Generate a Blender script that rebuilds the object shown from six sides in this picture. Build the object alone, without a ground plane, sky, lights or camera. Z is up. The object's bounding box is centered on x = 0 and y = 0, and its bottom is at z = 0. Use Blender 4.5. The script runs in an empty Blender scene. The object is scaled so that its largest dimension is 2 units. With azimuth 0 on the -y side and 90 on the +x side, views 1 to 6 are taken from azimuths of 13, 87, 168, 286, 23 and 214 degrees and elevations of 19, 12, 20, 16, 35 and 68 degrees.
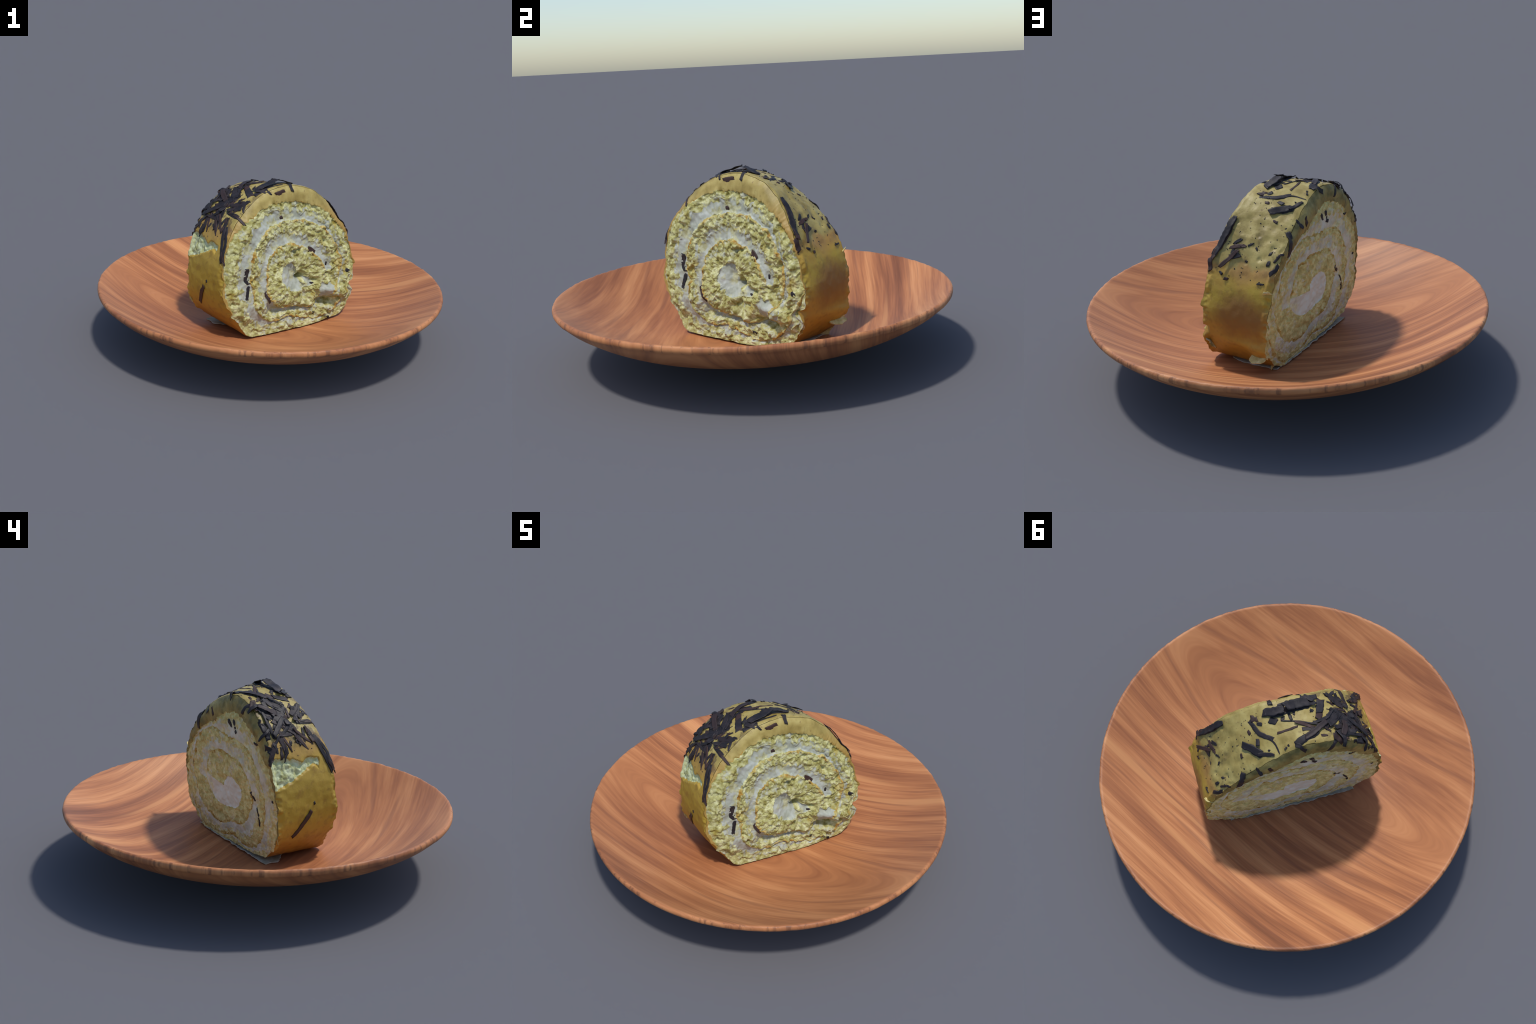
# A slice of rolled sponge cake with chocolate shavings on a turned wooden plate.
import bpy, math
import numpy as np

# =====================================================================
# 1. numeric helpers: gradient noise, cellular noise, smooth curves
# =====================================================================
def _perm(seed):
    r = np.random.RandomState(seed)
    return np.concatenate([r.permutation(256)] * 3)

_P = _perm(7)
_G = np.random.RandomState(11).normal(size=(256, 3))
_G /= np.linalg.norm(_G, axis=1)[:, None]
_R = np.random.RandomState(23).rand(256, 3)

def perlin(p, scale, off=0.0):
    p = np.asarray(p, float) / scale + off
    i = np.floor(p).astype(int)
    f = p - i
    u = f * f * f * (f * (f * 6 - 15) + 10)
    i &= 255
    out = 0
    for dx in (0, 1):
        wx = u[:, 0] if dx else 1 - u[:, 0]
        for dy in (0, 1):
            wy = u[:, 1] if dy else 1 - u[:, 1]
            for dz in (0, 1):
                wz = u[:, 2] if dz else 1 - u[:, 2]
                h = _P[_P[_P[(i[:, 0] + dx) & 255] + ((i[:, 1] + dy) & 255)] + ((i[:, 2] + dz) & 255)]
                g = _G[h]
                d = g[:, 0] * (f[:, 0] - dx) + g[:, 1] * (f[:, 1] - dy) + g[:, 2] * (f[:, 2] - dz)
                out = out + wx * wy * wz * d
    return out * 1.6

def fbm(p, scale, octaves=4, off=0.0, gain=0.5):
    a, s, tot = 1.0, scale, 0
    for o in range(octaves):
        tot = tot + a * perlin(p, s, off + 17.3 * o)
        a *= gain
        s *= 0.5
    return tot

def cells(p, scale, off=0.0):
    """distance to the nearest feature point: round lumps with creases between"""
    p = np.asarray(p, float) / scale + off
    i = np.floor(p).astype(int)
    best = np.full(len(p), 9.0)
    for dx in (-1, 0, 1):
        for dy in (-1, 0, 1):
            for dz in (-1, 0, 1):
                c = i + np.array([dx, dy, dz])
                h = _P[_P[_P[c[:, 0] & 255] + (c[:, 1] & 255)] + (c[:, 2] & 255)]
                d = np.linalg.norm(c + _R[h] - p, axis=1)
                best = np.minimum(best, d)
    return best

def smooth(a, b, x):
    t = np.clip((np.asarray(x, float) - a) / (b - a), 0, 1)
    return t * t * (3 - 2 * t)

def hermite(xs, ys, x):
    """smooth curve through hand-placed control values"""
    xs, ys, x = map(lambda v: np.asarray(v, float), (xs, ys, x))
    m = np.gradient(ys, xs)
    k = np.clip(np.searchsorted(xs, x) - 1, 0, len(xs) - 2)
    h = xs[k + 1] - xs[k]
    t = (x - xs[k]) / h
    return ((2*t**3 - 3*t**2 + 1) * ys[k] + (t**3 - 2*t**2 + t) * h * m[k]
            + (-2*t**3 + 3*t**2) * ys[k + 1] + (t**3 - t**2) * h * m[k + 1])

def gauss(x, y, cx, cy, s, sy=None):
    sy = sy or s
    return np.exp(-((x - cx) ** 2 / s ** 2 + (y - cy) ** 2 / sy ** 2))

# =====================================================================
# 2. the frame of the slice: t across, n towards the front cut, z up
# =====================================================================
T = np.array([0.676, 0.737, 0.0])
N = np.array([0.737, -0.676, 0.0])

def world(t, n, z):
    t, n, z = np.broadcast_arrays(t, n, z)
    return t[..., None] * T + n[..., None] * N + np.stack([0 * z, 0 * z, z], -1)

# turned profile of the plate: (radius, height) of its inner and outer face
PLATE_R = [0, .1, .2, .3, .4, .5, .6, .7, .8, .9, .985]
PLATE_IN = [.104, .104, .105, .107, .114, .130, .158, .195, .240, .2925, .340]
PLATE_OUT_R = [0, .15, .3, .4, .5, .6, .7, .8, .9, .96, .988]
PLATE_OUT = [0, 0, .027, .057, .084, .113, .145, .183, .236, .278, .305]

def plate_top(r):
    r = np.asarray(r, float)
    return hermite(PLATE_R, PLATE_IN, r.ravel()).reshape(r.shape)

def front_n(z):
    return 0.209 - 0.120 * (z - 0.12)

def back_n(z):
    return -0.149 - 0.068 * (z - 0.115)

# outlines of the two cuts (t, z), anticlockwise from the bottom middle as seen from the front
FRONT_OUTLINE = [(0.0, .117), (.16, .115), (.30, .128), (.375, .135), (.418, .178), (.456, .24), (.468, .30), (.474, .36),
                 (.476, .43), (.453, .52), (.428, .60), (.393, .67), (.349, .745), (.295, .817), (.237, .872), (.161, .913),
                 (.065, .933), (-.03, .930), (-.115, .913), (-.193, .879), (-.265, .828), (-.330, .768), (-.38, .705),
                 (-.418, .633), (-.443, .55), (-.447, .47), (-.441, .39), (-.418, .315), (-.38, .24), (-.322, .165),
                 (-.282, .122), (-.15, .116)]
BACK_OUTLINE = [(0.0, .120), (.16, .117), (.28, .114), (.335, .116), (.412, .178), (.466, .228), (.486, .256), (.468, .295),
                (.482, .37), (.470, .45), (.442, .545), (.392, .628), (.345, .688), (.272, .754), (.200, .808), (.116, .859),
                (.035, .893), (-.05, .910), (-.13, .908), (-.202, .887), (-.274, .846), (-.335, .786), (-.387, .713), (-.420, .64),
                (-.440, .57), (-.456, .48), (-.464, .40), (-.460, .33), (-.428, .25), (-.382, .195), (-.335, .148),
                (-.25, .132), (-.12, .125)]
FRONT_C = (0.024, 0.426)
BACK_C = (0.012, 0.408)
M = 720                       # columns in one turn of the roll
ANG = np.arange(M) * 2 * math.pi / M

def polar_outline(pts, c):
    p = np.array(pts)
    # round the polygon with two corner-cutting passes
    for _ in range(2):
        q = np.roll(p, -1, 0)
        p = np.stack([p * .78 + q * .22, p * .22 + q * .78], 1).reshape(-1, 2)
    d = p - np.array(c)
    a = np.arctan2(d[:, 1], d[:, 0]) % (2 * math.pi)
    r = np.hypot(d[:, 0], d[:, 1])
    o = np.argsort(a)
    a, r = a[o], r[o]
    # interpolate in 1/r so that straight sides stay straight
    return 1 / np.interp(ANG, np.r_[a[-1] - 2*math.pi, a, a[0] + 2*math.pi], 1 / np.r_[r[-1], r, r[0]])

R_FRONT = polar_outline(FRONT_OUTLINE, FRONT_C)
R_BACK = polar_outline(BACK_OUTLINE, BACK_C)

# radii of the browned line that winds outward through the roll, every 45 degrees
SPIRAL_FRONT = [.232, .185, .190, .199, .186, .205, .178, .270,
                .345, .338, .322, .328, .290, .300, .235, .375]
SPIRAL_BACK = [.243, .235, .190, .215, .225, .200, .180, .290,
               .385, .362, .296, .335, .350, .335, .245, .405]
# inner edge of the innermost sponge, around the heart of cream
HEART_FRONT = [.036, .045, .075, .080, .082, .085, .085, .110, .232]
HEART_BACK = [.050, .055, .070, .095, .125, .110, .095, .140, .243]
# share of each layer that is cream (per 45 degrees, three turns)
CREAM_FRONT = [.03, .03, .03, .03, .03, .03, .03, .03, .38, .32, .40, .46, .46, .42, .24, .12,
               .08, .20, .27, .40, .41, .34, .16, .08, .05]
CREAM_BACK = [.03, .03, .03, .03, .03, .03, .03, .03, .40, .36, .42, .48, .45, .45, .50, .30,
              .15, .34, .36, .36, .40, .38, .25, .12, .05]
# width of the coating seen on the cut, last turn (metres, per 22.5 degrees)
COAT_FRONT = [.004, .008, .030, .075, .082, .060, .026, .010, .005, .004, .004, .003, .002, .002, .002, .003, .004]
COAT_BACK = [.003, .020, .062, .090, .085, .080, .070, .030, .006, .003, .003, .003, .002, .002, .002, .003, .003]
M = 720                       # columns in one turn of the roll
ANG = np.arange(M) * 2 * math.pi / M

def polar_outline(pts, c):
    p = np.array(pts)
    # round the polygon with two corner-cutting passes
    for _ in range(2):
        q = np.roll(p, -1, 0)
        p = np.stack([p * .78 + q * .22, p * .22 + q * .78], 1).reshape(-1, 2)
    d = p - np.array(c)
    a = np.arctan2(d[:, 1], d[:, 0]) % (2 * math.pi)
    r = np.hypot(d[:, 0], d[:, 1])
    o = np.argsort(a)
    a, r = a[o], r[o]
    # interpolate in 1/r so that straight sides stay straight
    return 1 / np.interp(ANG, np.r_[a[-1] - 2*math.pi, a, a[0] + 2*math.pi], 1 / np.r_[r[-1], r, r[0]])

R_FRONT = polar_outline(FRONT_OUTLINE, FRONT_C)
R_BACK = polar_outline(BACK_OUTLINE, BACK_C)

# radii of the browned line that winds outward through the roll, every 45 degrees
SPIRAL_FRONT = [.232, .185, .190, .199, .186, .205, .178, .270,
                .345, .338, .322, .328, .290, .300, .235, .375]
SPIRAL_BACK = [.243, .235, .190, .215, .225, .200, .180, .290,
               .385, .362, .296, .335, .350, .335, .245, .405]
# inner edge of the innermost sponge, around the heart of cream
HEART_FRONT = [.036, .045, .075, .080, .082, .085, .085, .110, .232]
HEART_BACK = [.050, .055, .070, .095, .125, .110, .095, .140, .243]
# share of each layer that is cream (per 45 degrees, three turns)
CREAM_FRONT = [.03, .03, .03, .03, .03, .03, .03, .03, .38, .32, .40, .46, .46, .42, .24, .12,
               .08, .20, .27, .40, .41, .34, .16, .08, .05]
CREAM_BACK = [.03, .03, .03, .03, .03, .03, .03, .03, .40, .36, .42, .48, .45, .45, .50, .30,
              .15, .34, .36, .36, .40, .38, .25, .12, .05]
# width of the coating seen on the cut, last turn (metres, per 22.5 degrees)
COAT_FRONT = [.010, .012, .030, .075, .082, .060, .022, .012, .010, .010, .010, .010, .006, .006, .006, .008, .010]
COAT_BACK = [.010, .030, .070, .095, .085, .080, .070, .030, .012, .010, .010, .010, .006, .006, .006, .008, .010]

ROWS = (5, 20, 8, 11)         # browned skin, sponge, cream-soaked crumb, cream
K = sum(ROWS)

def deg45(vals, n):
    return hermite(np.arange(len(vals)) * 45.0, vals, np.arange(n) * 360.0 / M)

def spiral_face(outline, spiral, heart, cream, coat, c, seed, front):
    """(t, z) of a grid that follows the rolled layers; returns verts2d, quads, labels, rim ids"""
    L = 3 * M
    ro = np.empty(L + 1)
    s = list(spiral) + [outline[0]]
    ro[:2 * M] = deg45(s, 2 * M)
    ro[2 * M:3 * M] = outline
    ro[L] = outline[0]
    a_all = np.arange(L + 1) * 2 * math.pi / M
    # wobble of the winding line (none on the rim)
    w = np.stack([np.cos(a_all) * ro, np.sin(a_all) * ro, 0 * ro + seed], 1)
    wob = .010 * perlin(w, .09) + .007 * perlin(w, .03, 5) + .004 * perlin(w, .011, 9)
    fade = smooth(0, .15, np.minimum(np.arange(L + 1) / M, 1)) * smooth(0, .2, (2 * M - np.arange(L + 1)) / M)
    ro[:2 * M] += (wob * np.maximum(fade, 0))[:2 * M]
    for i in range(2 * M):     # stay inside the outline
        ro[i] = min(ro[i], outline[i % M] - .022 * min(1.0, (2 * M - i) / (0.35 * M)))
    rin = np.empty(L + 1)
    rin[:M + 1] = hermite(np.arange(9) * 45.0, heart, np.arange(M + 1) * 360.0 / M)
    rin[:M] += .5 * wob[:M] * smooth(0, .1, (M - np.arange(M)) / M)
    rin[M:] = ro[:L + 1 - M]
    rin[M] = ro[0]
    rin = np.minimum(rin, ro)
    # band limits
    thick = ro - rin
    w2 = np.stack([np.cos(a_all), np.sin(a_all), a_all * .2 + seed], 1)
    coat_w = np.clip(.013 + .014 * perlin(w2, .10, 3) + .008 * perlin(w2, .03, 4), .002, .04)
    coat_w[2 * M:] = hermite(np.arange(17) * 22.5, coat, np.arange(M + 1) * 360.0 / M) \
        + np.where(hermite(np.arange(17) * 22.5, coat, np.arange(M + 1) * 360.0 / M) > .012, 1, .3) * (.010 * perlin(w2[2 * M:], .09, 6) + .007 * perlin(w2[2 * M:], .03, 8))
    f = np.clip(np.maximum(coat_w, .0015) / np.maximum(thick, 1e-4), .012, .75)
    g = np.clip(deg45(cream, L + 1) + .10 * perlin(w2, .12, 1) + .06 * perlin(w2, .04, 2), .02, .8)
    g = np.minimum(g, .90 - f)
    rows = np.empty((K + 1, L + 1))
    k1, k2 = ROWS[0], ROWS[0] + ROWS[1]
    k3 = k2 + ROWS[2]
    soak = np.minimum((.016 + .010 * perlin(w2, .08, 12)) / np.maximum(thick, 1e-4), .45 * (1 - f - g))
    soak = np.clip(soak, .01, 1)
    for k in range(K + 1):
        if k <= k1:
            q = f * k / k1
        elif k <= k2:
            q = f + (1 - g - f - soak) * (k - k1) / ROWS[1]
        elif k <= k3:
            q = 1 - g - soak + soak * 1.5 * (k - k2) / ROWS[2]
        else:
            q0 = 1 - g + .5 * soak
            q = q0 + (1 - q0) * (k - k3) / ROWS[3]
        q = np.minimum(q, 1)
        rows[k] = q
    # ids: outer row of every column, then the inner rows
    ids = np.full((K + 1, L + 1), -1)
    n_out = 3 * M
    ids[0, :L] = np.arange(L)
    ids[0, L] = 2 * M
    ids[K, M:] = ids[0, :L + 1 - M]
    nxt = n_out
    r_flat = [ro[:L]]
    a_flat = [a_all[:L]]
    for k in range(1, K):
        ids[k, :L] = nxt + np.arange(L)
        ids[k, L] = 2 * M
        nxt += L
        r_flat.append((ro - thick * rows[k])[:L])
        a_flat.append(a_all[:L])
    ids[K, :M] = nxt + np.arange(M)
    nxt += M
    r_flat.append(rin[:M])
    a_flat.append(a_all[:M])
    quads, labels = [], []
    for k in range(K):
        q = np.stack([ids[k, :L], ids[k, 1:], ids[k + 1, 1:], ids[k + 1, :L]], 1)
        quads.append(q)
        lab = 0 if k < k1 else (1 if k < k2 else (8 if k < k3 else 2))
        l = np.full(L, lab)
        if lab == 0:
            l[2 * M:] = 3      # coating of the outermost turn
            l[2 * M + 400:] = 1
        if k1 <= k < k1 + 2:   # toasted line just under the coating
            l[2 * M + 40:2 * M + 280] = 0
        if lab in (2, 8):
            l[:M] = 1
        if not front and k < K:
            l[:16] = 4
        labels.append(l)
    # heart of cream: a small disc of its own
    KH = 26
    hr = [ids[K, :M + 1].copy()]
    for k in range(1, KH):
        q = 1 - k / KH
        hr.append(nxt + np.arange(M + 1))
        nxt += M + 1
        r_flat.append(rin[:M + 1] * q)
        a_flat.append(a_all[:M + 1])
    hr.append(np.full(M + 1, nxt))
    nxt += 1
    r_flat.append(np.zeros(1))
    a_flat.append(np.zeros(1))
    for k in range(KH):
        quads.append(np.stack([hr[k][:-1], hr[k][1:], hr[k + 1][1:], hr[k + 1][:-1]], 1))
        labels.append(np.full(M, 4))
    r = np.concatenate(r_flat)
    a = np.concatenate(a_flat)
    v = np.stack([c[0] + r * np.cos(a), c[1] + r * np.sin(a)], 1)
    return v, np.concatenate(quads), np.concatenate(labels), np.arange(2 * M, 3 * M)

def vertex_weights(nv, quads, labels, lab):
    """share of the faces round each vertex that carry one of the labels"""
    m = np.isin(labels, lab).astype(float)
    num = np.zeros(nv)
    den = np.zeros(nv)
    for k in range(4):
        np.add.at(num, quads[:, k], m)
        np.add.at(den, quads[:, k], 1)
    w = num / np.maximum(den, 1)
    for _ in range(3):         # spread a little
        acc = np.zeros(nv)
        f = w[quads].mean(1)
        for k in range(4):
            np.add.at(acc, quads[:, k], f)
        w = acc / np.maximum(den, 1)
    return w

def build_face(front):
    if front:
        v, q, l, rim = spiral_face(R_FRONT, SPIRAL_FRONT, HEART_FRONT, CREAM_FRONT, COAT_FRONT, FRONT_C, 1.7, True)
    else:
        v, q, l, rim = spiral_face(R_BACK, SPIRAL_BACK, HEART_BACK, CREAM_BACK, COAT_BACK, BACK_C, 6.1, False)
    t, z = v[:, 0], v[:, 1]
    nv = len(v)
    if front:                  # only part of the heart is cream; the rest is broken crumb
        cv = v[q].mean(1)
        ct, cz = cv[:, 0], cv[:, 1]
        wob = .35 * perlin(np.stack([ct, cz, 0 * ct], 1), .035, 77)
        blob = np.maximum.reduce([gauss(ct, cz, -.005, .455, .062, .085), gauss(ct, cz, .03, .37, .05, .06), gauss(ct, cz, .075, .335, .060, .05),
                                  gauss(ct, cz, .135, .35, .035, .05), gauss(ct, cz, .265, .315, .065, .038)])
        l[(l == 4) & (blob + wob < .38)] = 1
        l[(l == 1) & (gauss(ct, cz, .270, .308, .075, .045) + wob > .40)] = 4
    cream = np.clip(vertex_weights(nv, q, l, (2, 4)) + .5 * vertex_weights(nv, q, l, (8,)), 0, 1)
    coat = vertex_weights(nv, q, l, (3,))
    skin = vertex_weights(nv, q, l, (0,))
    p = np.stack([t, np.full(nv, 0.0 if front else 3.0), z], 1)
    warp = np.stack([perlin(p, .03, 31), perlin(p, .03, 37), perlin(p, .03, 41)], 1) * .013
    pw = p + warp
    lump = .55 - cells(pw, .035, 2)
    lump = lump * (.45 + 1.1 * smooth(-.4, .5, perlin(p, .10, 27))) + .5 * (.5 - cells(pw * [1, 1, .7], .047, 28)) * smooth(-.1, .5, perlin(p, .13, 29))
    small = .55 - cells(pw, .013, 8)
    big = .5 - cells(pw, .062, 5)
    rough = fbm(p, .02, 3, 12)
    wide = perlin(p, .16, 3)
    h = .006 * wide
    sponge = 1 - np.clip(cream + coat, 0, 1)
    if front:
        rubble = gauss(t, z, .24, .27, .17, .11) + .7 * gauss(t, z, .33, .45, .12, .2) + .4 * gauss(t, z, -.3, .2, .15, .1)
        rel = np.hypot(t - FRONT_C[0], z - FRONT_C[1]) / R_FRONT[(np.arctan2(z - FRONT_C[1], t - FRONT_C[0]) / (2 * math.pi) * M).astype(int) % M]
        h += .024 * smooth(1.0, .86, rel) * smooth(.08, .26, np.abs(t)) * smooth(.16, .28, z) * smooth(.86, .72, z) + .004 * smooth(.2, .3, z) * smooth(.8, .7, z)
        h += -.015 * smooth(.76, .90, z) + coat * .010 * smooth(.05, .08, t)
        pits = np.clip(.36 - cells(pw, .048, 15), 0, 1) * smooth(-.1, .25, perlin(p, .09, 19))
        h += -.055 * pits * sponge
        h += sponge * smooth(1.06, .9, rel) * ((.013 + .012 * rubble) * lump + .003 * small +   .007 * rough + (.012 + .022 * rubble) * big)
        h += cream * (-.009 + .006 * fbm(p, .05, 3, 21) + .010 * rubble * lump)
        h += skin * .003
        # hollows and dollops round the heart of the roll
        h += -.085 * gauss(t, z, .088, .412, .024, .017) - .016 * gauss(t, z, .045, .43, .05, .04)
        h += .020 * gauss(t, z, .055, .335, .035, .024) + .014 * gauss(t, z, .12, .335, .022, .04)
        h += .034 * gauss(t, z, .265, .315, .055, .026) + .030 * gauss(t, z, .31, .285, .025, .035)
        h += -.062 * gauss(t, z, .255, .240, .065, .026) + .020 * gauss(t, z, -.04, .33, .12, .09) + .015 * gauss(t, z, -.08, .40, .10, .09) - .034 * gauss(t, z, -.10, .243, .055, .024) - .025 * gauss(t, z, .29, .225, .04, .02) + .016 * gauss(t, z, .10, .50, .05, .05) - .025 * gauss(t, z, .17, .38, .03, .014)
        h += .022 * gauss(t, z, .13, .245, .045, .035) - .022 * gauss(t, z, .04, .232, .07, .012)
        h += .016 * gauss(t, z, .06, .27, .015, .03)
        h += -.018 * gauss(t, z, -.14, .275, .02, .03) - .012 * gauss(t, z, -.25, .43, .03, .07)
        h += .012 * gauss(t, z, .03, .585, .05, .018) - .016 * gauss(t, z, .05, .568, .035, .008)
        h += .008 * gauss(t, z, -.17, .68, .03, .03)
    else:
        rubble = gauss(t, z, .12, .25, .15, .06) + .8 * gauss(t, z, -.1, .25, .15, .06)
        h += sponge * ((.006 + .008 * rubble) * lump + .002 * small + .004 * rough + (.006 + .014 * rubble) * big)
        h += cream * (-.002 + .007 * fbm(p, .06, 3, 21))
        h += -.003 * skin
        h += -.016 * smooth(.76, .92, z)
        h += -.020 * gauss(t, z, .11, .245, .03, .02) + .012 * gauss(t, z, .17, .30, .03, .03)
        h += -.012 * gauss(t, z, .16, .56, .02, .05) + .010 * gauss(t, z, .12, .54, .015, .05)
    # the coating: smooth, standing a little proud, rounded over towards the rim
    h += coat * (.004 + (.0025 if front else .005) * fbm(p, .04, 3, 51))
    C0, R0 = (FRONT_C, R_FRONT) if front else (BACK_C, R_BACK)
    relr = np.hypot(t - C0[0], z - C0[1]) / R0[(np.arctan2(z - C0[1], t - C0[0]) / (2 * math.pi) * M).astype(int) % M]
    h += -.016 * (np.clip((relr - .93) / .07, 0, 1) ** 2) * smooth(.62, .78, z)
    d = h - (0 if front else 0)
    n = front_n(z) + d if front else back_n(z) - d
    return t, n, z, q, l, rim

def build_body():
    """one closed skin: front cut, back cut and the outside between them"""
    tf, nf, zf, qf, lf, rimf = build_face(True)
    tb, nb, zb, qb, lb, rimb = build_face(False)
    S = 120                                    # rows along the outside
    off_b = len(tf)
    V = np.concatenate([np.stack([tf, nf, zf], 1), np.stack([tb, nb, zb], 1)])
    rf, rb = rimf, rimb + off_b
    ids = [rf]
    nxt = len(V)
    extra = []
    A, B = V[rf], V[rb]
    for s in range(1, S):
        u = s / S
        e = .012                                # rounding of the edge
        arc = e * (1 - np.sqrt(np.clip(1 - (1 - np.minimum(u, 1 - u) / .06).clip(0, 1) ** 2, 0, 1)))
        P = A * (1 - u) + B * u
        cu = np.array([FRONT_C[0] * (1 - u) + BACK_C[0] * u, 0, FRONT_C[1] * (1 - u) + BACK_C[1] * u])
        d = P - cu
        d[:, 1] = 0
        d /= np.linalg.norm(d, axis=1)[:, None]
        bulge = .006 * math.sin(math.pi * u) + .003 * min(1, u / .06, (1 - u) / .06)
        P = P + d * bulge
        extra.append(P)
        ids.append(nxt + np.arange(M))
        nxt += M
    ids.append(rb)
    side = np.concatenate(extra)
    V = np.concatenate([V, side])
    quads, labels = [], []
    for s in range(S):
        a, b = ids[s], ids[s + 1]
        quads.append(np.stack([a, b, np.roll(b, -1), np.roll(a, -1)], 1))
        labels.append(np.full(M, 5))
    qs, ls = np.concatenate(quads), np.concatenate(labels)
    # relief of the outside, pushed along the radial direction
    sid = np.concatenate(ids[1:-1])
    P = V[sid]
    c = np.array([.018, 0, .417])
    d = P - c
    d[:, 1] = 0
    d /= np.linalg.norm(d, axis=1)[:, None]
    ang = np.degrees(np.arctan2(d[:, 2], d[:, 0])) % 360
    depth = (P[:, 1] - back_n(P[:, 2])) / (front_n(P[:, 2]) - back_n(P[:, 2]))
    edge = smooth(0, .06, depth) * smooth(0, .06, 1 - depth)
    top = smooth(20, 35, ang) * smooth(165, 140, ang)
    h = .004 * perlin(P, .14, 2) + .0016 * perlin(P, .035, 4)
    pits = np.clip(.36 - cells(P, .046, 14), 0, 1) * smooth(-.2, .3, perlin(P, .1, 15)) * smooth(22, 30, ang) * smooth(75, 60, ang)
    h += -.016 * pits + .0035 * perlin(P, .045, 6) * smooth(20, 30, ang) * smooth(80, 60, ang)
    h += .002 * top
    h += -.018 * np.exp(-((P[:, 2] - .22) / .10) ** 2) * (P[:, 0] > .2) * smooth(.12, .4, depth)
    h += .012 * np.exp(-((P[:, 2] - .57) / .10) ** 2) * (P[:, 0] > .0) * smooth(.5, .15, depth)
    torn = torn_mask(P)
    h += -.013 * torn + torn * (.008 * (.5 - cells(P, .025, 3)) + .004 * fbm(P, .02, 2, 9))
    bottom = smooth(235, 245, ang) * smooth(312, 300, ang)
    V[sid] = P + d * (h * edge * (1 - .8 * bottom))[:, None]
    # crumbly edges: the rims of both cuts are uneven
    dd = V - c
    dd[:, 1] = 0
    rad = np.linalg.norm(dd, axis=1)
    ai = (np.arctan2(dd[:, 2], dd[:, 0]) / (2 * math.pi) * M) % M
    k0 = np.floor(ai).astype(int) % M
    u = np.clip((front_n(V[:, 2]) - V[:, 1]) / (front_n(V[:, 2]) - back_n(V[:, 2])), 0, 1)
    rr = (1 - u) * np.hypot(*(V[rf][:, [0, 2]] - c[[0, 2]]).T)[k0] + u * np.hypot(*(V[rb][:, [0, 2]] - c[[0, 2]]).T)[k0]
    near_rim = smooth(.75, 1.0, rad / rr)
    fall = np.maximum(smooth(.10, .0, u), smooth(.10, .0, 1 - u)) * near_rim
    e = .015 * fbm(V * [1, .6, 1], .06, 3, 81) + .0025 * (.5 - cells(V, .02, 83))
    aa = np.degrees(ai * 2 * math.pi / M)
    e *= .35 + .65 * np.maximum(smooth(60, 20, aa), smooth(150, 175, aa))
    fr = smooth(.2, .0, u)
    e += fr * (.004 * gauss(V[:, 0], V[:, 2], .475, .262, .05, .030) - .030 * gauss(V[:, 0], V[:, 2], .46, .305, .06, .022))
    flat = smooth(.135, .16, V[:, 2])
    V = V + dd / np.maximum(rad, 1e-6)[:, None] * (e * fall * (.25 + .75 * flat))[:, None]
    cen = V[qs].mean(1)
    ls[torn_mask(cen) > .5] = 6
    ang_f = np.degrees(np.arctan2(cen[:, 2] - c[2], cen[:, 0] - c[0])) % 360
    coat = (coat_limit(cen) > 0) & (ls == 5)
    ls[coat] = 7
    qf_, qb_ = qf, qb[:, ::-1] + off_b
    Q = np.concatenate([qf_, qb_, qs[:, ::-1]])
    Lb = np.concatenate([lf, lb, ls])
    face_side = np.concatenate([np.zeros(len(qf), int), np.ones(len(qb), int), np.full(len(qs), 2)])
    return V, Q, Lb, face_side, np.stack(ids)

def torn_mask(P):
    """patch on the left flank where the skin has come away"""
    t, n, z = P[:, 0], P[:, 1], P[:, 2]
    depth = (n - back_n(z)) / (front_n(z) - back_n(z))
    wob = .05 * perlin(P, .09, 61) + .025 * perlin(P, .03, 63)
    up = .672 - .03 * smooth(.15, .75, depth) + .5 * wob
    low = .520 + .085 * smooth(.0, .75, depth) + .35 * wob
    inside = np.minimum(np.minimum((up - z) / .012, (z - low) / .012), (.80 + wob - depth) / .05)
    return np.where(t < -.25, np.clip(inside, 0, 1), 0)

def coat_limit(P):
    """> 0 where the mustard coating lies over the baked skin"""
    t, n, z = P[:, 0], P[:, 1], P[:, 2]
    lim = np.where(t > 0, .635, .735)
    return z - lim + .03 * perlin(P, .07, 71) + .02 * perlin(P, .025, 73)

# =====================================================================
# 3. mesh and scene helpers
# =====================================================================
def new_mesh(name, verts, faces, mat, smooth_shade=True):
    me = bpy.data.meshes.new(name)
    me.from_pydata([tuple(v) for v in np.asarray(verts, float)], [], [tuple(int(i) for i in f) for f in faces])
    me.update()
    if smooth_shade:
        me.polygons.foreach_set("use_smooth", np.ones(len(me.polygons), bool))
    if mat is not None:
        me.materials.append(mat)
    ob = bpy.data.objects.new(name, me)
    bpy.context.scene.collection.objects.link(ob)
    return ob

def parent(child, par):
    child.parent = par
    return child

def empty(name, loc, label, category):
    e = bpy.data.objects.new(name, None)
    e.location = loc
    e.empty_display_size = .1
    e["label"], e["category"] = label, category
    bpy.context.scene.collection.objects.link(e)
    return e

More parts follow.
